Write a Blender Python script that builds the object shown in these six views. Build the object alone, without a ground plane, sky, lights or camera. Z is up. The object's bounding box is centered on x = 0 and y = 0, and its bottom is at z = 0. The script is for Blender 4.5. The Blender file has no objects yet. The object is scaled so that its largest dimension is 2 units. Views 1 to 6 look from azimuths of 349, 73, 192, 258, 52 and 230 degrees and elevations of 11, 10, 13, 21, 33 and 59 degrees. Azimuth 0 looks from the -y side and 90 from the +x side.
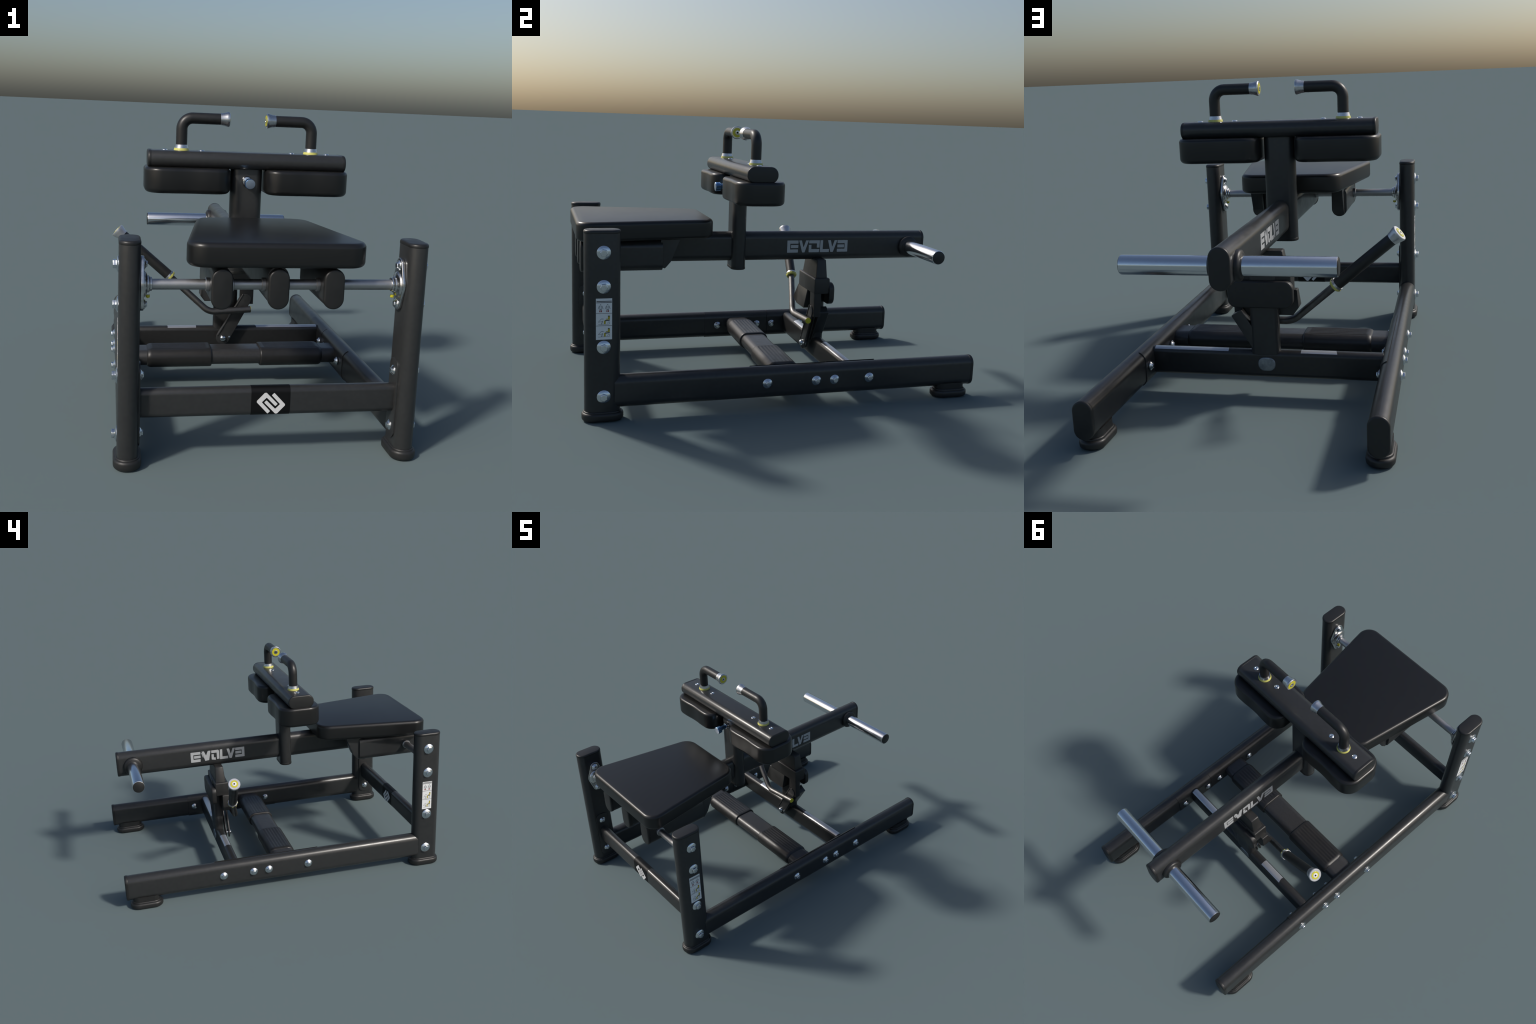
"""Seated calf-raise machine: flat-oval tube frame, padded seat, knee pads with
grips, pivoting weight arm with chromed pegs, foot bar and stop lever."""
import bpy, bmesh, math
from mathutils import Vector, Matrix

# ----------------------------------------------------------------- materials
def nt(name):
    m = bpy.data.materials.new(name)
    m.use_nodes = True
    t = m.node_tree
    return m, t, t.nodes["Principled BSDF"]

def N(t, kind, **inputs):
    n = t.nodes.new(kind)
    for k, v in inputs.items():
        n.inputs[k.replace("_", " ")].default_value = v
    return n

def coords(t):
    return t.nodes.new("ShaderNodeTexCoord").outputs["Object"]

def noise(t, scale, detail=3.0, rough=0.55):
    n = N(t, "ShaderNodeTexNoise", Scale=scale, Detail=detail, Roughness=rough)
    t.links.new(coords(t), n.inputs["Vector"])
    return n.outputs["Fac"]

def ramp(t, src, stops):
    r = t.nodes.new("ShaderNodeValToRGB")
    e = r.color_ramp.elements
    while len(e) < len(stops):
        e.new(0.5)
    for el, (p, c) in zip(e, stops):
        el.position = p
        el.color = (*c, 1) if len(c) == 3 else c
    t.links.new(src, r.inputs["Fac"])
    return r.outputs["Color"]

def grey(v, tint=(1, 1, 1)):
    return tuple(v * k for k in tint)

def bump(t, b, src, strength, dist=0.002):
    n = N(t, "ShaderNodeBump", Strength=strength, Distance=dist)
    t.links.new(src, n.inputs["Height"])
    t.links.new(n.outputs["Normal"], b.inputs["Normal"])

def coated(name, base, tint, rough, spread, scale=60.0, grain=420.0, bstr=0.06, metallic=0.0, spec=0.5, specks=False, rvar=0.05):
    """Paint / rubber / vinyl: base grey with soft blotches and fine grain."""
    m, t, b = nt(name)
    col = ramp(t, noise(t, scale), [(0.3, grey(base * (1 - spread), tint)), (0.7, grey(base * (1 + spread), tint))])
    if specks:                                    # sparse pale chips in the paint
        v = N(t, "ShaderNodeTexVoronoi", Scale=46.0, Randomness=1.0)
        t.links.new(coords(t), v.inputs["Vector"])
        mask = ramp(t, v.outputs["Distance"], [(0.045, (1, 1, 1)), (0.06, (0, 0, 0))])
        gate = ramp(t, noise(t, 21.0, 2.0), [(0.56, (0, 0, 0)), (0.60, (1, 1, 1))])
        mul = t.nodes.new("ShaderNodeMath"); mul.operation = "MULTIPLY"
        t.links.new(mask, mul.inputs[0]); t.links.new(gate, mul.inputs[1])
        mix = t.nodes.new("ShaderNodeMix"); mix.data_type = "RGBA"
        mix.inputs["B"].default_value = (0.10, 0.10, 0.10, 1)
        t.links.new(mul.outputs[0], mix.inputs["Factor"])
        t.links.new(col, mix.inputs["A"])
        col = mix.outputs["Result"]
    t.links.new(col, b.inputs["Base Color"])
    rr = ramp(t, noise(t, scale * 0.35), [(0.3, grey(rough - rvar)), (0.7, grey(rough + rvar))])
    t.links.new(rr, b.inputs["Roughness"])
    b.inputs["Metallic"].default_value = metallic
    b.inputs["Specular IOR Level"].default_value = spec
    bump(t, b, noise(t, grain, 2.0), bstr)
    return m

def metal(name, col, rough, streak=40.0, spread=0.12):
    m, t, b = nt(name)
    f = noise(t, streak, 4.0)
    t.links.new(ramp(t, f, [(0.3, tuple(c * (1 - spread) for c in col)), (0.7, col)]), b.inputs["Base Color"])
    t.links.new(ramp(t, f, [(0.3, grey(rough * 1.4)), (0.7, grey(rough))]), b.inputs["Roughness"])
    b.inputs["Metallic"].default_value = 1.0
    return m

def plain(name, col, rough=0.5):
    m, t, b = nt(name)
    t.links.new(ramp(t, noise(t, 180.0), [(0.3, tuple(c * 0.93 for c in col)), (0.7, col)]), b.inputs["Base Color"])
    b.inputs["Roughness"].default_value = rough
    return m

def worn_tube(name, ranges, base=0.017):
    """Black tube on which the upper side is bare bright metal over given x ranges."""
    m, t, b = nt(name)
    geo = t.nodes.new("ShaderNodeNewGeometry")
    sepn = t.nodes.new("ShaderNodeSeparateXYZ"); t.links.new(geo.outputs["Normal"], sepn.inputs[0])
    sepp = t.nodes.new("ShaderNodeSeparateXYZ"); t.links.new(coords(t), sepp.inputs[0])
    def math_(op, a, bb):
        n = t.nodes.new("ShaderNodeMath"); n.operation = op
        for i, s in enumerate((a, bb)):
            if isinstance(s, (int, float)): n.inputs[i].default_value = s
            else: t.links.new(s, n.inputs[i])
        return n.outputs[0]
    wob = math_("MULTIPLY", math_("SUBTRACT", noise(t, 9.0, 1.0), 0.5), 0.05)
    x = math_("ADD", sepp.outputs["X"], wob)
    tot = None
    for lo, hi in ranges:
        k = math_("MULTIPLY", math_("GREATER_THAN", x, lo), math_("LESS_THAN", x, hi))
        tot = k if tot is None else math_("MAXIMUM", tot, k)
    mask = math_("MULTIPLY", tot, math_("GREATER_THAN", math_("ADD", sepn.outputs["Z"], math_("MULTIPLY", wob, 1.0)), 0.72))
    mix = t.nodes.new("ShaderNodeMix"); mix.data_type = "RGBA"
    t.links.new(mask, mix.inputs["Factor"])
    t.links.new(ramp(t, noise(t, 60.0), [(0.3, grey(base * 0.85)), (0.7, grey(base * 1.15))]), mix.inputs["A"])
    mix.inputs["B"].default_value = (0.50, 0.51, 0.53, 1)
    t.links.new(mix.outputs["Result"], b.inputs["Base Color"])
    t.links.new(math_("MULTIPLY", mask, 0.75), b.inputs["Metallic"])
    t.links.new(math_("SUBTRACT", 0.36, math_("MULTIPLY", mask, 0.02)), b.inputs["Roughness"])
    return m

PAINT = coated("black_powder_coat", 0.0275, (0.975, 1.0, 1.02), 0.31, 0.10, rvar=0.03)
PLASTIC = coated("black_cap_plastic", 0.014, (1, 1, 1), 0.42, 0.10)
RUBBER = coated("black_foot_rubber", 0.015, (1, 1, 1), 0.46, 0.15)
VINYL = coated("black_seat_vinyl", 0.0085, (1, 1, 1.0), 0.34, 0.07, scale=25.0, grain=700.0, bstr=0.03, rvar=0.008)
GRIP = coated("black_grip_rubber", 0.013, (1, 1, 1), 0.42, 0.10)
SLEEVE = coated("black_roller_rubber", 0.015, (1.0, 0.97, 0.95), 0.42, 0.12)
STOPPER = coated("black_stop_plastic", 0.018, (1, 1, 1), 0.45, 0.10)
CHROME = metal("polished_chrome", (0.72, 0.74, 0.77), 0.15, 9.0, 0.03)
ALU = metal("brushed_aluminium", (0.62, 0.63, 0.65), 0.24, 60.0)
ZINC = metal("zinc_bolt", (0.72, 0.76, 0.80), 0.20, 60.0, 0.08)
CAST = metal("cast_bearing_steel", (0.72, 0.72, 0.72), 0.20, 40.0, 0.30)
SHAFT = metal("grey_steel_shaft", (0.46, 0.46, 0.465), 0.40, 12.0, 0.12)
ROD = metal("dark_steel_rod", (0.17, 0.166, 0.163), 0.38, 30.0, 0.25)
YELLOW = plain("yellow_insert", (0.54, 0.50, 0.03), 0.3)
PALEYELLOW = plain("pale_yellow_ring", (0.62, 0.60, 0.16), 0.3)
BLUE = metal("blue_metal_pin", (0.20, 0.40, 0.72), 0.25, 50.0, 0.3)
STEELBLUE = metal("pale_pin_end", (0.62, 0.72, 0.86), 0.30, 50.0, 0.2)
LETTER = plain("grey_lettering", (0.41, 0.42, 0.43), 0.5)
CAPWHITE = coated("satin_aluminium_cap", 0.62, (1, 1, 1.02), 0.32, 0.05, metallic=0.8)
MARKWHITE = plain("white_emblem", (0.70, 0.70, 0.70), 0.5)
STICKERBLACK = plain("black_sticker", (0.003, 0.003, 0.0035), 0.5)
STICKERBLACK.node_tree.nodes["Principled BSDF"].inputs["Specular IOR Level"].default_value = 0.25
PAPER = plain("white_sticker", (0.78, 0.79, 0.79), 0.55)
INK = plain("dark_print", (0.05, 0.05, 0.055), 0.6)
GREYINK = plain("grey_print", (0.30, 0.31, 0.32), 0.6)
REDINK = plain("red_print", (0.28, 0.03, 0.03), 0.6)
YELLOWINK = plain("yellow_print", (0.45, 0.38, 0.02), 0.6)
CROSSMAT = worn_tube("worn_cross_tube", [(0.17, 0.50), (-0.32, -0.17)])
FOOTMAT = coated("satin_grey_tube", 0.030, (1, 1, 1.02), 0.36, 0.15, scale=90.0)

# ----------------------------------------------------------------- scene tree
root = bpy.data.objects.new("seated_calf_raise_machine", None)
bpy.context.scene.collection.objects.link(root)
root["label"] = "black steel seated calf raise machine with padded seat"
root["category"] = "gym equipment"

def link(o, parent):
    bpy.context.scene.collection.objects.link(o)
    o.parent = parent if parent is not None else root
    return o

def to_mesh(name, bm, mat, angle=38):
    bmesh.ops.remove_doubles(bm, verts=bm.verts, dist=1e-5)
    bmesh.ops.recalc_face_normals(bm, faces=bm.faces)
    me = bpy.data.meshes.new(name)
    bm.to_mesh(me); bm.free()
    for p in me.polygons:
        p.use_smooth = True
    me.set_sharp_from_angle(angle=math.radians(angle))
    for m in (mat if isinstance(mat, (list, tuple)) else [mat]):
        me.materials.append(m)
    return me

def add(name, bm, mat, parent=None, angle=38):
    return link(bpy.data.objects.new(name, to_mesh(name, bm, mat, angle)), parent)

# ----------------------------------------------------------------- geometry
def rounded_poly(pts, radii, inset=0.0, seg=8):
    """Polygon with rounded corners; every edge moved inward by inset."""
    n = len(pts)
    if not hasattr(radii, "__len__"):
        radii = [radii] * n
    P = [Vector(p) for p in pts]
    area = sum(P[i].x * P[(i + 1) % n].y - P[(i + 1) % n].x * P[i].y for i in range(n))
    if area < 0:
        P.reverse(); radii = list(radii)[::-1]
    d = [(P[(i + 1) % n] - P[i]).normalized() for i in range(n)]
    nin = [Vector((-v.y, v.x)) for v in d]
    out = []
    for i in range(n):
        d0, d1 = d[i - 1], d[i]
        cr = d0.x * d1.y - d0.y * d1.x
        turn = math.atan2(cr, d0.dot(d1))
        k = math.tan(turn / 2)
        c = P[i] + nin[i - 1] * inset + d0 * (-inset * k)      # inset corner
        r = radii[i] - inset if cr > 0 else radii[i] + inset
        r = max(r, 0.0004)
        tl = r * abs(k)
        a = c - d0 * tl
        side = 1 if cr > 0 else -1
        ctr = a + nin[i - 1] * r * side
        a0 = math.atan2(a.y - ctr.y, a.x - ctr.x)
        for s in range(seg + 1):
            an = a0 + turn * s / seg
            out.append((ctr.x + r * math.cos(an), ctr.y + r * math.sin(an)))
    return out

def place(axis, a, b, h):
    return {"x": (h, a, b), "y": (a, h, b), "z": (a, b, h)}[axis]

def prism_bm(pts, radii, axis, lo, hi, e_lo=0.0, e_hi=0.0, seg=8, bm=None, es=4):
    """Extrude a rounded polygon along an axis with rounded rims at both ends."""
    bm = bm or bmesh.new()
    rings = []
    def ring(ins, h):
        return [bm.verts.new(place(axis, a, b, h)) for a, b in rounded_poly(pts, radii, ins, seg)]
    def rim(e, h, s):
        if e <= 0:
            return [(0.0, h)]
        return [(e * (1 - math.sin(f)), h + s * e * (1 - math.cos(f))) for f in [math.pi / 2 * i / es for i in range(es + 1)]]
    prof = rim(e_lo, lo, 1) + rim(e_hi, hi, -1)[::-1]
    for ins, h in prof:
        rings.append(ring(ins, h))
    m = len(rings[0])
    for r0, r1 in zip(rings, rings[1:]):
        for i in range(m):
            bm.faces.new((r0[i], r0[(i + 1) % m], r1[(i + 1) % m], r1[i]))
    bm.faces.new(rings[0]); bm.faces.new(rings[-1])
    return bm

def rect(a0, a1, b0, b1):
    return [(a0, b0), (a1, b0), (a1, b1), (a0, b1)]

def bar(name, axis, a0, a1, b0, b1, lo, hi, r, mat, parent=None, e=0.004, e2=None, seg=10):
    return add(name, prism_bm(rect(a0, a1, b0, b1), r, axis, lo, hi, e, e if e2 is None else e2, seg), mat, parent)

def lathe_bm(profile, start, direction, seg=32, bm=None):
    """Revolve (distance, radius) pairs about a line."""
    bm = bm or bmesh.new()
    z = Vector(direction).normalized()
    x = z.orthogonal().normalized(); y = z.cross(x)
    o = Vector(start)
    rings = []
    for h, r in profile:
        rings.append([bm.verts.new(o + z * h + (x * math.cos(2 * math.pi * i / seg) + y * math.sin(2 * math.pi * i / seg)) * max(r, 1e-5)) for i in range(seg)])
    for r0, r1 in zip(rings, rings[1:]):
        for i in range(seg):
            bm.faces.new((r0[i], r0[(i + 1) % seg], r1[(i + 1) % seg], r1[i]))
    bm.faces.new(rings[0]); bm.faces.new(rings[-1])
    return bm

def lathe(name, profile, start, direction, mat, parent=None, seg=32, angle=38):
    return add(name, lathe_bm(profile, start, direction, seg), mat, parent, angle)

def bent_path(pts, radius, seg=10):
    P = [Vector(p) for p in pts]
    out = [P[0]]
    for i in range(1, len(P) - 1):
        u = (P[i - 1] - P[i]).normalized(); v = (P[i + 1] - P[i]).normalized()
        ang = u.angle(v)
        tl = radius / math.tan(ang / 2)
        a = P[i] + u * tl
        c = P[i] + (u + v).normalized() * (radius / math.sin(ang / 2))
        ax = (-u).cross(v).normalized()
        for s in range(seg + 1):
            out.append(c + Matrix.Rotation((math.pi - ang) * s / seg, 3, ax) @ (a - c))
    out.append(P[-1])
    return out

def tube(name, pts, r, bend, mat, parent=None, seg=24):
    path = bent_path(pts, bend)
    bm = bmesh.new(); rings = []
    x = None
    for i, p in enumerate(path):
        tan = (path[min(i + 1, len(path) - 1)] - path[max(i - 1, 0)]).normalized()
        x = tan.orthogonal() if x is None else x - tan * x.dot(tan)
        x.normalize(); y = tan.cross(x)
        rings.append([bm.verts.new(p + (x * math.cos(2 * math.pi * k / seg) + y * math.sin(2 * math.pi * k / seg)) * r) for k in range(seg)])
    for r0, r1 in zip(rings, rings[1:]):
        for i in range(seg):
            bm.faces.new((r0[i], r0[(i + 1) % seg], r1[(i + 1) % seg], r1[i]))
    bm.faces.new(rings[0]); bm.faces.new(rings[-1])
    return add(name, bm, mat, parent)

def flat_solid(name, polys, axis, lo, hi, mat, parent=None, radius=0.0005):
    bm = bmesh.new()
    for p in polys:
        prism_bm(p, radius, axis, lo, hi, 0, 0, 3, bm)
    return add(name, bm, mat, parent)

def shell(name, a0, a1, b0, b1, r, keep, grow, axis, lo, hi, mat, parent=None):
    """Thin cover that follows part of a flat-oval tube outline."""
    def run(g):
        pts = rounded_poly(rect(a0, a1, b0, b1), r, -g, 16)
        ok = [keep(*p) for p in pts]
        s = next(i for i in range(len(pts)) if ok[i] and not ok[i - 1])
        out = []
        while ok[s % len(pts)]:
            out.append(pts[s % len(pts)]); s += 1
        return out
    outer, inner = run(grow), run(-0.003)
    bm = bmesh.new()
    loop = outer + inner[::-1]
    r0 = [bm.verts.new(place(axis, a, b, lo)) for a, b in loop]
    r1 = [bm.verts.new(place(axis, a, b, hi)) for a, b in loop]
    m = len(loop)
    for i in range(m):
        bm.faces.new((r0[i], r0[(i + 1) % m], r1[(i + 1) % m], r1[i]))
    bm.faces.new(r0); bm.faces.new(r1)
    return add(name, bm, mat, parent)

# ---------- hardware: shared bolt meshes --------------------------------------
def bolt_mesh(name, R, H, hexr):
    bm = lathe_bm([(-0.001, R), (0.002, R), (0.0035, R * 0.95), (0.0095, R * 0.56), (0.0095, 0)], (0, 0, 0), (0, 0, 1), 28)
    hexa = [(hexr * math.cos(math.pi / 3 * i), hexr * math.sin(math.pi / 3 * i)) for i in range(6)]
    prism_bm(hexa, 0.001, "z", 0.007, H, 0, 0.003, 2, bm)
    return to_mesh(name, bm, ZINC, 30)

BIG_BOLT = bolt_mesh("bolt", 0.031, 0.021, 0.0180)
MID_BOLT = bolt_mesh("bolt", 0.0245, 0.019, 0.0145)
NUT = bolt_mesh("nut", 0.021, 0.014, 0.013)

def stud(me, name, pos, direction, parent, spin=0.0):
    o = bpy.data.objects.new(name, me)
    q = Vector((0, 0, 1)).rotation_difference(Vector(direction))
    o.matrix_world = Matrix.Translation(pos) @ q.to_matrix().to_4x4() @ Matrix.Rotation(spin, 4, "Z")
    return link(o, parent)

# ================================================================= base frame
SHIFT = -0.0018                      # the frame sits a few mm off the box centre
HALF = 0.5518                        # centre plane of side frames
TW = 0.040                           # half width of the flat-oval tube
LEG_Y0, LEG_Y1 = -0.981, -0.819
LEG_BOLTS = (0.784, 0.630, 0.352, 0.119)
BEAM_BOLTS = (-0.120, 0.130, 0.225, 0.410)

def foot(name, cx, y0, y1, z_top, neck, parent):
    """Rubber shoe: oval pad with a rolled lip, plus a neck below a beam."""
    h = 0.054
    o = bar(name, "z", cx - h, cx + h, y0, y1, 0.0, z_top, h - 0.001, RUBBER, parent, 0.013, 0.012, 14)
    if neck:
        bm = prism_bm(rect(cx - 0.047, cx + 0.047, y0 + 0.012, y1 - 0.012), 0.046, "z", z_top - 0.012, z_top + 0.008, 0, 0.006, 12)
        prism_bm(rect(cx - 0.041, cx + 0.041, y0 + 0.018, y1 - 0.018), 0.040, "z", z_top, z_top + 0.038, 0, 0, 12, bm)
        add("foot_neck", bm, RUBBER, parent)
    return o

def print_label(leg, cx, side):
    """Instruction sticker on the outer face of a leg."""
    face = cx + side * TW
    yc, zt, zb, hw = -0.895, (0.577 if side > 0 else 0.570), 0.388, 0.0355
    squeeze = 1.0 if side > 0 else 0.86
    def poly(name, shapes, mat, layer):
        polys = [[(yc + side * u * squeeze, v) for u, v in s] for s in shapes]
        lo, hi = face - 0.0005 * side, face + side * (0.0008 + 0.0004 * layer)
        return flat_solid(name, polys, "x", min(lo, hi), max(lo, hi), mat, leg, 0.0003)
    def box(u0, u1, v0, v1):
        return [(u0, v0), (u1, v0), (u1, v1), (u0, v1)]
    def stroke(u0, v0, u1, v1, w):
        d = Vector((u1 - u0, v1 - v0)).normalized() * w / 2
        return [(u0 - d.y, v0 + d.x), (u0 + d.y, v0 - d.x), (u1 + d.y, v1 - d.x), (u1 - d.y, v1 + d.x)]
    poly("instruction_sticker", [box(-hw, hw, zb, zt)], PAPER, 0)
    ink = [box(-0.033, 0.034, 0.5625, 0.566), box(-0.034, 0.034, 0.5565, 0.5595),
           box(-0.035, 0.035, 0.5082, 0.5098), box(-0.035, 0.035, 0.4512, 0.4530)]
    grey_, red, yel = [], [], []
    for c in (-0.015, 0.016):                       # front and back body figures
        grey_ += [box(c - 0.0025, c + 0.0025, 0.546, 0.551), stroke(c - 0.005, 0.530, c - 0.005, 0.545, 0.002), stroke(c + 0.005, 0.530, c + 0.005, 0.545, 0.002),
                  stroke(c - 0.004, 0.540, c + 0.004, 0.540, 0.0015), stroke(c - 0.004, 0.534, c + 0.004, 0.534, 0.0015),
                  stroke(c - 0.006, 0.543, c - 0.011, 0.529, 0.0025), stroke(c + 0.006, 0.543, c + 0.011, 0.529, 0.0025),
                  box(c - 0.005, c + 0.005, 0.524, 0.5295)]
        red += [box(c - 0.0055, c - 0.001, 0.515, 0.523), box(c + 0.001, c + 0.0055, 0.515, 0.523)]
    for z in (0.453, 0.3955):                       # two exercise positions
        grey_ += [stroke(-0.025, z + 0.016, -0.012, z + 0.031, 0.002), stroke(-0.012, z + 0.031, -0.002, z + 0.030, 0.003),
                  stroke(-0.025, z + 0.016, -0.008, z + 0.019, 0.002), stroke(-0.006, z + 0.022, -0.011, z + 0.006, 0.004),
                  stroke(-0.025, z + 0.005, 0.024, z + 0.006, 0.002), stroke(0.024, z + 0.006, 0.024, z + 0.018, 0.002),
                  stroke(0.015, z + 0.010, 0.021, z + 0.018, 0.002)]
        ink += [stroke(0.005, z + 0.022, 0.025, z + 0.024, 0.0045), box(0.017, 0.025, z + 0.041, z + 0.045),
                stroke(0.005, z + 0.021, 0.008, z + 0.025, 0.003)]
        yel += [stroke(0.021, z + 0.027, 0.022, z + 0.042, 0.0085), stroke(0.008, z + 0.029, 0.018, z + 0.029, 0.004),
                stroke(0.003, z + 0.007, 0.004, z + 0.023, 0.0075)]
    for nm, sh, mt in (("printed_lines", ink, INK), ("printed_machine", grey_, GREYINK), ("printed_shorts", red, REDINK), ("printed_figure", yel, YELLOWINK)):
        poly(nm, sh, mt, 1)

for side in (1, -1):
    cx = SHIFT + side * HALF
    leg = bar("leg", "z", cx - TW, cx + TW, LEG_Y0, LEG_Y1, 0.030, 0.869, TW - 0.0005, PAINT, None, 0.001)
    bar("leg_cap", "z", cx - TW - 0.001, cx + TW + 0.001, LEG_Y0 - 0.001, LEG_Y1 + 0.001, 0.866, 0.883, TW, PLASTIC, leg, 0.003, 0.009)
    foot("foot", cx, -0.993, -0.803, 0.040, False, leg)
    bm = prism_bm(rect(cx - 0.045, cx + 0.045, LEG_Y0 - 0.005, LEG_Y1 + 0.005), 0.044, "z", 0.03, 0.046, 0, 0.006, 12)
    add("foot_collar", bm, RUBBER, leg)
    beam = bar("base_beam", "y", cx - TW, cx + TW, 0.0545, 0.2095, LEG_Y1 - 0.028, 0.985, TW - 0.0005, PAINT, None, 0.001)
    bar("beam_cap", "y", cx - TW - 0.001, cx + TW + 0.001, 0.0535, 0.2105, 0.982, 1.000, TW, PLASTIC, beam, 0.002, 0.007)
    foot("foot", cx, 0.783, 0.979, 0.036, True, beam)
    outer = cx + side * TW
    inner = cx - side * TW
    for i, z in enumerate(LEG_BOLTS):
        stud(BIG_BOLT, "bolt", (outer, -0.896, z), (side, 0, 0), leg, 0.4 + 1.3 * i + side)
    for z in LEG_BOLTS[2:]:
        stud(NUT, "nut", (inner - side * 0.006, -0.902, z + 0.003), (-side, 0, 0), leg, z * 9)
    # mounting plate of the front crossbar on the inner leg face
    lo, hi = sorted((inner + side * 0.002, inner - side * 0.006))
    add("mounting_plate", prism_bm(rect(-0.945, -0.858, 0.075, 0.405), 0.034, "x", lo, hi, 0.001, 0.001, 8), PAINT, leg)
    for i, y in enumerate(BEAM_BOLTS):
        stud(MID_BOLT, "bolt", (outer, y, 0.134), (side, 0, 0), beam, 0.2 + 1.1 * i + side)
        stud(NUT, "nut", (inner - side * 0.007, y, 0.135), (-side, 0, 0), beam, 0.5 * i)
    # saddle brackets wrapping the inner side and crown of the beam
    keep = (lambda a, b, c=cx, s=side: (c - a) * s > 0.012 and not (b < 0.075 and abs(a - c) < 0.02))
    shell("saddle_bracket", cx - TW, cx + TW, 0.0545, 0.2095, TW - 0.0005, keep, 0.0030, "y", -0.196, 0.1945, PAINT, beam)
    shell("saddle_bracket", cx - TW, cx + TW, 0.0545, 0.2095, TW - 0.0005, keep, 0.0040, "y", 0.1965, 0.455, PAINT, beam)
    print_label(leg, cx, side)
    # flange bearing of the seat shaft
    circles = [(-0.895, 0.710, 0.056), (-0.895, 0.784, 0.031), (-0.895, 0.636, 0.031)]
    pts = sorted({(round(c[0] + c[2] * math.cos(k * math.pi / 16), 5), round(c[1] + c[2] * math.sin(k * math.pi / 16), 5)) for c in circles for k in range(32)})
    def half(seq):
        h = []
        for p in seq:
            while len(h) > 1 and (h[-1][0] - h[-2][0]) * (p[1] - h[-2][1]) - (h[-1][1] - h[-2][1]) * (p[0] - h[-2][0]) <= 1e-9:
                h.pop()
            h.append(p)
        return h[:-1]
    hull = half(pts) + half(pts[::-1])
    lo, hi = sorted((inner, inner - side * 0.014))
    brg = add("flange_bearing", prism_bm(hull, 0.001, "x", lo, hi, 0.003, 0.003, 1), CAST, leg)
    lathe("bearing_hub", [(0.0, 0.052), (0.008, 0.051), (0.015, 0.044), (0.018, 0.035), (0.019, 0.033), (0.025, 0.032), (0.029, 0.027), (0.035, 0.0265), (0.036, 0.024), (0.036, 0.0)],
          (inner - side * 0.008, -0.895, 0.708), (-side, 0, 0), CAST, leg)
    for z in LEG_BOLTS[:2]:
        stud(NUT, "nut", (inner - side * 0.013, -0.896, z), (-side, 0, 0), leg, z * 7)
    lathe("grease_nipple", [(0, 0.008), (0.010, 0.008), (0.012, 0.004), (0.014, 0.0)], (inner - side * 0.03, -0.885, 0.664), (0, 0, -1), YELLOW, leg, 12)

LX, RX = SHIFT - HALF + TW, SHIFT + HALF - TW           # inner leg faces
FB = (-0.927, -0.875, 0.184, 0.302)                      # front bar section: y range, z range
front = bar("front_crossbar", "x", *FB, LX - 0.004, RX + 0.004, 0.0245, PAINT, None, 0.001)
add("emblem_sticker", prism_bm(rect(FB[0] - 0.0008, FB[1] + 0.0008, FB[2] - 0.0008, FB[3] + 0.0008), 0.0253, "x", -0.079, 0.077, 0, 0, 10), STICKERBLACK, front)
# emblem: two interlocking hooks, the second is the first turned half round
HOOK = [(870, 1205), (440, 745), (440, 690), (735, 375), (810, 370), (1255, 825), (1165, 912), (815, 560), (632, 745), (968, 1110)]
mk = 0.1125 / 1100
hooks = []
for turn in (1, -1):
    hooks.append([(turn * (u - 990) * mk, 0.2375 - turn * (v - 792) * mk) for u, v in HOOK])
flat_solid("emblem", hooks, "y", FB[0] - 0.0018, FB[0] + 0.002, MARKWHITE, front, 0.0022)
flat_solid("emblem", hooks, "y", FB[1] - 0.002, FB[1] + 0.0018, MARKWHITE, front, 0.0022)

# rear crossbar
cross = bar("rear_crossbar", "x", 0.300, 0.355, 0.075, 0.199, LX - 0.004, RX + 0.004, 0.024, CROSSMAT, None, 0.001)
add("oval_plug", prism_bm(rect(-0.052, 0.027, 0.109, 0.172), 0.030, "y", 0.345, 0.3595, 0.0, 0.005, 10), metal("dull_plug", (0.30, 0.33, 0.36), 0.42, 60.0, 0.3), cross)
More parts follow.
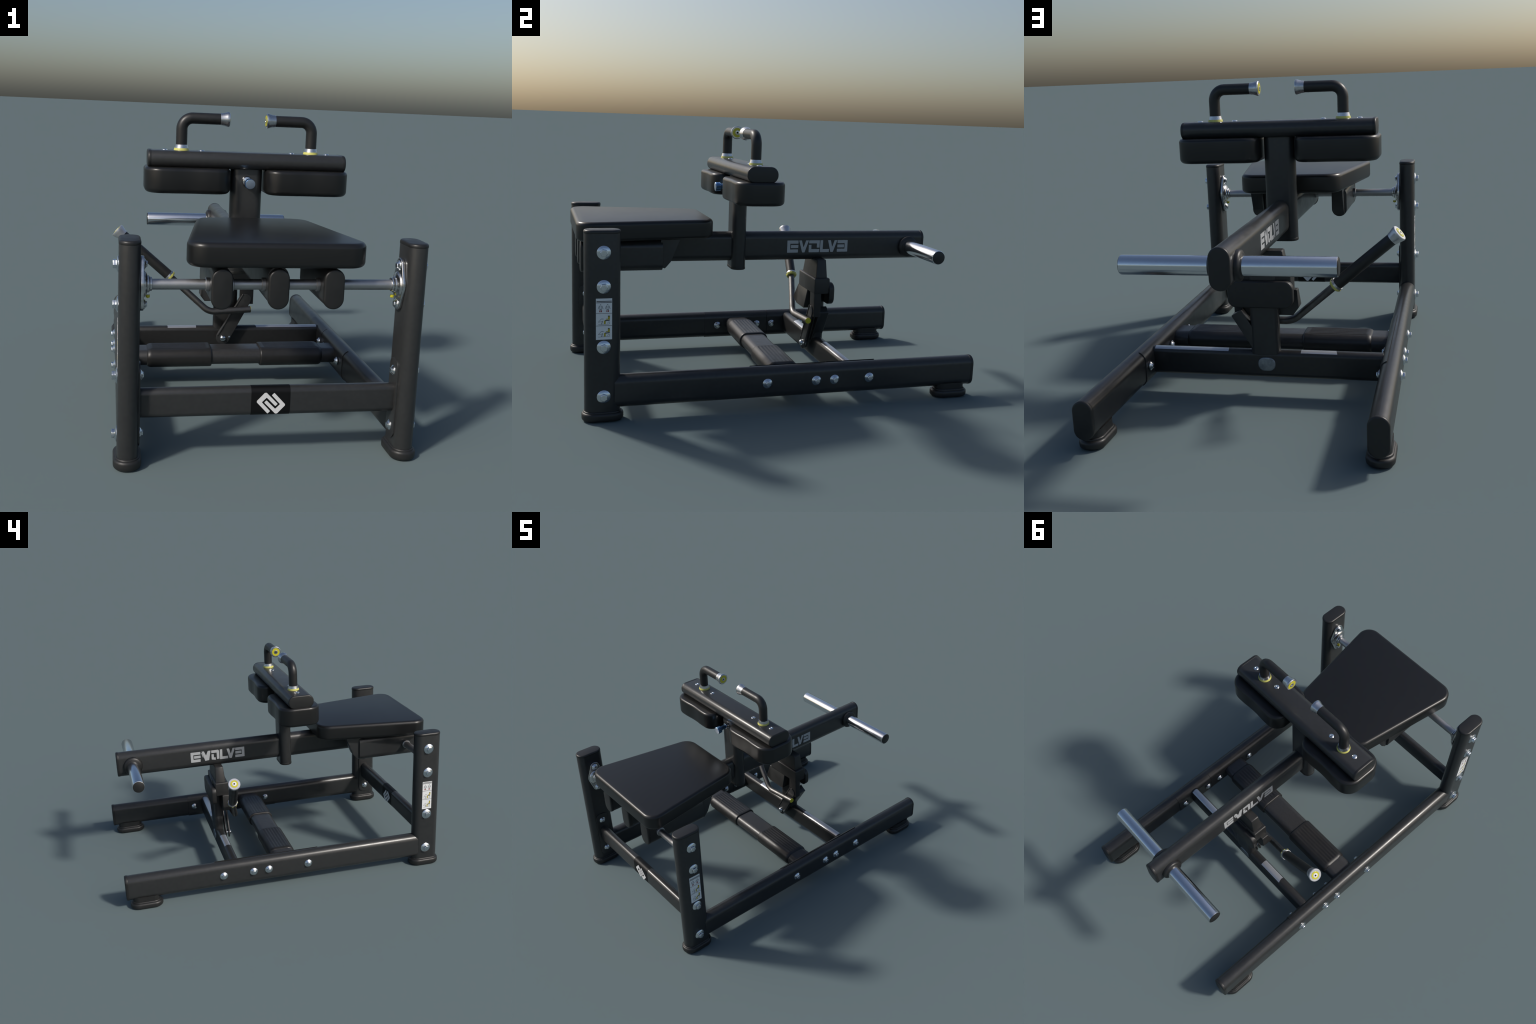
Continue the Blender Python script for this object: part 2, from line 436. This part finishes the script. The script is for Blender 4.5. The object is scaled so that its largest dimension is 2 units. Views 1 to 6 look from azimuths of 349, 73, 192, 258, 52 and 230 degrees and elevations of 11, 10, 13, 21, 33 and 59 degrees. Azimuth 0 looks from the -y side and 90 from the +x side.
# foot bar with two ribbed rubber sleeves
footbar = bar("foot_bar", "x", -0.069, 0.081, 0.102, 0.179, LX - 0.004, RX + 0.004, 0.0375, FOOTMAT, None, 0.001)
for side in (1, -1):
    bm = bmesh.new()
    rings = []
    def outline(g):
        base = rounded_poly(rect(-0.077, 0.089, 0.092, 0.187), 0.044, g, 14)
        dense = []
        for i, p in enumerate(base):
            q = base[(i + 1) % len(base)]
            L = math.dist(p, q)
            k = max(1, int(L / 0.002))
            dense += [(p[0] + (q[0] - p[0]) * j / k, p[1] + (q[1] - p[1]) * j / k) for j in range(k)]
        return dense
    base = outline(0)
    def at(x, ins, rib):
        o = []
        for a, b in base:
            cy, cz = 0.006, 0.1395
            f = 1 - ins / 0.06
            y, z = cy + (a - cy) * (1 - ins / 0.083), cz + (b - cz) * (1 - ins / 0.0475)
            if b > cz and abs(a - cy) < 0.056:
                z += rib * 0.0011 * (math.cos((a - cy) / 0.112 * 2 * math.pi * 6) - 1) * min(1, (0.056 - abs(a - cy)) / 0.006)
            o.append(bm.verts.new((x, y, z)))
        return o
    x0, x1 = 0.122, 0.440
    prof = [(0.0, 0.006, 0), (0.0005, 0.003, 0), (0.004, 0.0005, 0), (0.008, 0.0, 0), (0.020, 0, 0), (0.028, 0, 1), (x1 - x0 - 0.030, 0, 1), (x1 - x0 - 0.022, 0, 0),
            (x1 - x0 - 0.014, 0.0005, 0), (x1 - x0 - 0.005, 0.004, 0), (x1 - x0, 0.008, 0)]
    for dx, ins, rib in prof:
        rings.append(at(side * (x0 + dx), ins, rib))
    m = len(rings[0])
    for r0, r1 in zip(rings, rings[1:]):
        for i in range(m):
            bm.faces.new((r0[i], r0[(i + 1) % m], r1[(i + 1) % m], r1[i]))
    bm.faces.new(rings[0]); bm.faces.new(rings[-1])
    add("ribbed_sleeve", bm, SLEEVE, footbar, 50)

# ================================================================= seat
SEAT_Z0, SEAT_Z1 = 0.788, 0.884
seat_plan = [(-0.359, -1.000), (0.356, -1.000), (0.245, -0.317), (-0.247, -0.317)]
seat = add("seat", prism_bm(seat_plan, [0.075, 0.075, 0.085, 0.085], "z", SEAT_Z0, SEAT_Z1, 0.020, 0.020, 14, None, 6), VINYL)

shaft = lathe("seat_shaft", [(0, 0.0205), (RX - LX - 0.03, 0.0205)], (LX + 0.015, -0.895, 0.7065), (1, 0, 0), SHAFT)
for c in (-0.215, 0.215):
    # seat carriers: oval tubes closed at the rear by a slanted inner gusset
    sup = add("seat_support", prism_bm(rect(c - 0.0395, c + 0.0395, 0.628, 0.782), 0.039, "y", -0.960, -0.580, 0.001, 0.001, 10), PAINT)
    gusset = [(-0.590, 0.786), (-0.590, 0.646), (-0.568, 0.640), (-0.540, 0.672), (-0.492, 0.786)]
    add("support_gusset", prism_bm(gusset, 0.004, "x", c - 0.028, c + 0.028, 0.002, 0.002, 3), PAINT, sup)
    bar("tube_cap", "y", c - 0.0405, c + 0.0405, 0.6265, 0.783, -0.978, -0.958, 0.040, PLASTIC, sup, 0.008, 0.002)
for c in (-0.215, 0.0, 0.215):
    for s in (1, -1):
        lathe("shaft_collar", [(0, 0.0265), (0.012, 0.0265), (0.014, 0.0245), (0.014, 0)], (c + s * 0.040, -0.895, 0.7065), (s, 0, 0), SHAFT, shaft, 24)

# ================================================================= weight arm
arm = bar("weight_arm", "y", -0.040, 0.040, 0.632, 0.790, -0.955, 0.937, 0.0395, PAINT, None, 0.001)
bar("tube_cap", "y", -0.0405, 0.0405, 0.6265, 0.783, -0.978, -0.953, 0.040, PLASTIC, arm, 0.008, 0.002)
bar("tube_cap", "y", -0.041, 0.041, 0.631, 0.791, 0.934, 0.950, 0.0405, PLASTIC, arm, 0.002, 0.007)
for side in (1, -1):
    f = side * 0.040
    lathe("peg_flange", [(-0.004, 0.059), (0.010, 0.059), (0.016, 0.056), (0.019, 0.050), (0.021, 0.0445), (0.023, 0.0435), (0.0245, 0.0385), (0.0245, 0.0)], (f, 0.850, 0.703), (side, 0, 0), PLASTIC, arm, 40)
    peg = lathe("weight_peg", [(0, 0.0375), (0.341, 0.0375), (0.344, 0.0365), (0.345, 0.034), (0.345, 0)], (side * 0.062, 0.851, 0.702), (side, 0, 0), CHROME, arm, 40)
    lathe("peg_end_cap", [(0, 0.0345), (0.0025, 0.0345), (0.004, 0.032), (0.004, 0)], (side * 0.4055, 0.851, 0.702), (side, 0, 0), PLASTIC, peg, 40)

# lettering on both arm faces, drawn as letter strokes on a 1880 x 360 grid
CLEAN = [[(0, 0), (340, 0), (340, 95), (90, 95), (90, 265), (335, 265), (330, 360), (0, 360)],
         [(115, 135), (340, 135), (338, 225), (115, 225)],
         [(360, 0), (442, 0), (500, 215), (575, 0), (662, 0), (536, 358), (464, 358)],
         [(672, 0), (1000, 0), (1000, 220), (915, 220), (915, 90), (672, 90)],
         [(665, 135), (745, 135), (745, 262), (995, 262), (982, 355), (665, 355)],
         [(1022, 0), (1104, 0), (1100, 265), (1300, 265), (1296, 355), (1014, 355)],
         [(1260, 0), (1345, 0), (1398, 205), (1468, 0), (1552, 0), (1424, 352), (1346, 352)],
         [(1562, 0), (1880, 0), (1880, 350), (1550, 350), (1552, 260), (1790, 260), (1790, 92), (1562, 92)],
         [(1562, 130), (1770, 130), (1770, 220), (1560, 220)]]
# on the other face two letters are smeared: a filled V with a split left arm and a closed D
SMEARED = CLEAN[:2] + [[(385, 0), (465, 0), (530, 160), (600, 0), (695, 0), (630, 335), (495, 350), (440, 170)],
                       [(365, 40), (400, 60), (440, 220), (420, 215)],
                       [(720, 0), (960, 0), (990, 40), (990, 330), (905, 330), (905, 95), (720, 95)],
                       [(720, 140), (800, 140), (800, 265), (860, 265), (860, 355), (720, 330)]] + CLEAN[5:]
for side, glyphs in ((1, CLEAN), (-1, SMEARED)):
    ax = side * 0.040
    k = 0.351 / 1880
    y_start = 0.131 if side > 0 else 0.482
    polys = [[(y_start + side * u * k, 0.743 - v * 0.067 / 360) for u, v in g] for g in glyphs]
    flat_solid("lettering", polys, "x", min(ax - side * 0.001, ax + side * 0.0009), max(ax - side * 0.001, ax + side * 0.0009), LETTER, arm, 0.0012)

# ================================================================= knee pad head
post = bar("upright_post", "z", -0.075, 0.074, -0.181, -0.104, 0.602, 1.095, 0.037, PAINT, None, 0.001)
bar("post_cap", "z", -0.076, 0.075, -0.182, -0.103, 0.591, 0.605, 0.038, PLASTIC, post, 0.004, 0.001)
head = bar("head_bar", "x", -0.217, -0.062, 1.087, 1.164, -0.446, 0.446, 0.036, PAINT, None, 0.001)
for s in (1, -1):
    lo, hi = sorted((s * 0.444, s * 0.460))
    bar("end_cap", "x", -0.217, -0.062, 1.0865, 1.1645, lo, hi, 0.0365, PLASTIC, head, 0.007 if s < 0 else 0.001, 0.001 if s < 0 else 0.007)
    # knee pad: soft block, front and rear edges slightly waisted
    PI = 0.083 if s < 0 else 0.079
    W = [(PI, -0.262), (0.200, -0.262), (0.272, -0.2555), (0.345, -0.262), (0.474, -0.262), (0.474, -0.012), (0.345, -0.012), (0.272, -0.0195), (0.200, -0.012), (PI, -0.012)]
    R = [0.070, 0.48, 0.48, 0.48, 0.080, 0.080, 0.48, 0.48, 0.48, 0.070]
    pad = add("knee_pad", prism_bm([(s * a, b) for a, b in W], R, "z", 0.975, 1.091, 0.022, 0.016, 14, None, 6), VINYL)
    bar("pad_plate", "z", min(s * 0.095, s * 0.455), max(s * 0.095, s * 0.455), -0.178, -0.086, 1.085, 1.0925, 0.01, PAINT, pad, 0.001)
    gx = s * 0.305
    grip = tube("grip_handle", [(gx, -0.135, 1.165), (gx, -0.135, 1.311), (s * 0.118, -0.135, 1.311)], 0.0258, 0.050, GRIP)
    lathe("grip_collar", [(0.010, 0.0325), (0.022, 0.0295), (0.027, 0.0285), (0.027, 0.0)], (gx, -0.135, 1.163), (0, 0, 1), ALU, grip)
    lathe("yellow_ring", [(0.0, 0.0355), (0.004, 0.0350), (0.0115, 0.0328), (0.0115, 0)], (gx, -0.135, 1.1628), (0, 0, 1), PALEYELLOW, grip)
    lathe("grip_end_cap", [(0, 0.0), (0, 0.0268), (0.004, 0.0275), (0.014, 0.0285), (0.028, 0.0325), (0.036, 0.0345), (0.0405, 0.0340), (0.043, 0.031), (0.043, 0.0)], (s * 0.129, -0.135, 1.311), (-s, 0, 0), ALU, grip, 36)
    lathe("yellow_disc", [(0, 0.025), (0.0012, 0.025), (0.0012, 0.0)], (s * 0.0862, -0.135, 1.311), (-s, 0, 0), YELLOW, grip, 36)
    lathe("end_screw", [(0, 0.012), (0.0025, 0.012), (0.003, 0.010), (0.003, 0.005), (0.001, 0.004), (0.001, 0)], (s * 0.0860, -0.135, 1.311), (-s, 0, 0), ALU, grip, 24)
    for x in (0.381, 0.212):
        lathe("screw", [(0, 0.0135), (0.002, 0.0130), (0.0045, 0.0095), (0.0050, 0.005), (0.0042, 0.004), (0.0042, 0)], (s * x, -0.139, 1.1635), (0, 0, 1), ZINC, head, 20)

pin = lathe("pull_pin", [(0, 0.024), (0.008, 0.024), (0.012, 0.021), (0.022, 0.020), (0.024, 0.014)], (-0.004, -0.179, 1.034), (0, -1, 0), CHROME, None, 24)
lathe("pin_neck", [(0, 0.0135), (0.034, 0.0135), (0.036, 0.018)], (-0.003, -0.205, 1.033), (0, -1, -0.08), BLUE, pin, 24)
lathe("pin_knob", [(0, 0.017), (0.004, 0.0225), (0.028, 0.0235), (0.030, 0.022)], (-0.001, -0.238, 1.030), (0, -1, -0.08), BLUE, pin, 24)
lathe("pin_face", [(0, 0.0222), (0.002, 0.0215), (0.0025, 0.018), (0.0025, 0)], (0.0, -0.2675, 1.0278), (0, -1, -0.08), STEELBLUE, pin, 24)

# ================================================================= stop and lever
stand = bar("stop_post", "z", -0.070, 0.057, 0.302, 0.358, 0.185, 0.545, 0.022, PAINT, None, 0.001)
bm = prism_bm(rect(-0.131, 0.137, 0.265, 0.352), 0.006, "z", 0.462, 0.548, 0.002, 0.008, 4)
collar = add("stop_collar", bm, STOPPER)
add("collar_arm", prism_bm(rect(0.066, 0.136, 0.266, 0.306), 0.004, "z", 0.333, 0.466, 0.002, 0.0, 4), STOPPER, collar)
# tapered block under the weight arm
bm = prism_bm(rect(-0.5, 0.5, -0.5, 0.5), 0.06, "z", 0.0, 1.0, 0.0, 0.05, 4)
for v in bm.verts:
    t = v.co.z
    hx = 0.114 + (0.097 - 0.114) * t; hy = 0.033 + (0.026 - 0.033) * t
    v.co = Vector((0.002 + v.co.x * 2 * hx, 0.311 + 0.002 * t + v.co.y * 2 * hy, 0.546 + 0.098 * t))
add("tapered_block", bm, STOPPER, collar)
add("buffer_pad", prism_bm(rect(-0.143, 0.144, 0.400, 0.519), 0.038, "y", 0.349, 0.380, 0.002, 0.009, 10), RUBBER, collar)
bm = prism_bm([(-0.148, 0.466), (0.013, 0.466), (0.013, 0.362), (-0.006, 0.352), (-0.128, 0.352), (-0.153, 0.386)], 0.004, "y", 0.241, 0.310, 0.004, 0.0, 3)
for v in bm.verts:                                     # front face leans back above its lower edge
    if v.co.y < 0.26:
        v.co.y += max(0.0, v.co.z - 0.388) * 0.37 + max(0.0, 0.388 - v.co.z) * 0.4
add("latch_block", bm, STOPPER, collar)
# stop lever: inclined channel hinged on the crossbar
px, pz = -0.020, 0.149
tx, tz = 0.116, 0.370
d = Vector((tx - px, tz - pz)).normalized(); n = Vector((d.y, -d.x))
A = Vector((px, pz)) + d * 0.03; B = Vector((tx, tz))
lever = add("stop_lever", prism_bm([A - n * 0.026, A + n * 0.026, B + n * 0.026, B - n * 0.026], 0.003, "y", 0.297, 0.354, 0.002, 0.002, 3), PAINT)
A = Vector((px, pz)); B = Vector((0.107, 0.385))
add("lever_plate", prism_bm([A - n * 0.037 - d * 0.037, A + n * 0.037 - d * 0.037, B + n * 0.030, B - n * 0.030], [0.034, 0.034, 0.028, 0.028], "y", 0.2600, 0.268, 0.002, 0.002, 8), PAINT, lever)
add("lever_plate", prism_bm([A - n * 0.034 - d * 0.034, A + n * 0.034 - d * 0.034, B + n * 0.026 - d * 0.02, B - n * 0.026 - d * 0.02], [0.031, 0.031, 0.02, 0.02], "y", 0.281, 0.288, 0.002, 0.002, 8), PAINT, lever)
add("lever_rib", prism_bm([A - n * 0.036 - d * 0.005, A - n * 0.029 - d * 0.005, B - n * 0.022 - d * 0.01, B - n * 0.029 - d * 0.01], 0.003, "y", 0.2570, 0.264, 0.002, 0.0, 3), PAINT, lever)
lathe("pivot_pin", [(0, 0.0165), (0.026, 0.0165), (0.033, 0.013), (0.036, 0.007), (0.0365, 0)], (-0.023, 0.282, 0.147), (0, -1, 0), ZINC, lever, 20)
lathe("set_screw", [(0, 0.006), (0.006, 0.006), (0.008, 0.0)], (0.012, 0.262, 0.153), (0, -1, 0), ZINC, lever, 12)

end = Vector((-0.589, 0.314, 0.719)); bend = Vector((-0.107, 0.227, 0.301))
g0 = Vector((-0.309, 0.278, 0.479))
crank_dir = (end - g0).normalized()
crank = tube("crank_rod", [(0.117, 0.243, 0.310), bend, g0 + (g0 - bend).normalized() * 0.03], 0.0172, 0.085, ROD, lever)
lathe("rod_plug", [(0, 0.0165), (0.003, 0.0160), (0.003, 0)], (0.1165, 0.243, 0.310), (1, 0, 0), YELLOW, lever, 20)
L = (end - g0).length
ch = tube("crank_grip", [g0, end - crank_dir * 0.03], 0.0265, 0.01, GRIP)
lathe("yellow_ring", [(0, 0.020), (0.0, 0.029), (0.007, 0.0325), (0.012, 0.0325), (0.012, 0)], g0 - crank_dir * 0.006, crank_dir, PALEYELLOW, ch, 8)
lathe("grip_collar", [(0, 0.031), (0.010, 0.0295), (0.010, 0)], g0 + crank_dir * 0.006, crank_dir, ALU, ch)
lathe("grip_end_cap", [(0, 0.0), (0, 0.0285), (0.010, 0.0295), (0.028, 0.0345), (0.036, 0.0360), (0.041, 0.0355), (0.043, 0.033), (0.043, 0)], end - crank_dir * 0.044, crank_dir, CAPWHITE, ch, 36)
lathe("yellow_disc", [(0, 0.0225), (0.0015, 0.0225), (0.0015, 0)], end - crank_dir * 0.0012, crank_dir, YELLOW, ch, 36)
lathe("end_screw", [(0, 0.0130), (0.0025, 0.0130), (0.003, 0.011), (0.003, 0)], end - crank_dir * 0.0012, crank_dir, MARKWHITE, ch, 24)
lathe("screw_socket", [(0, 0.0048), (0.0022, 0.0048), (0.0022, 0)], end + crank_dir * 0.0004, crank_dir, STICKERBLACK, ch, 16)
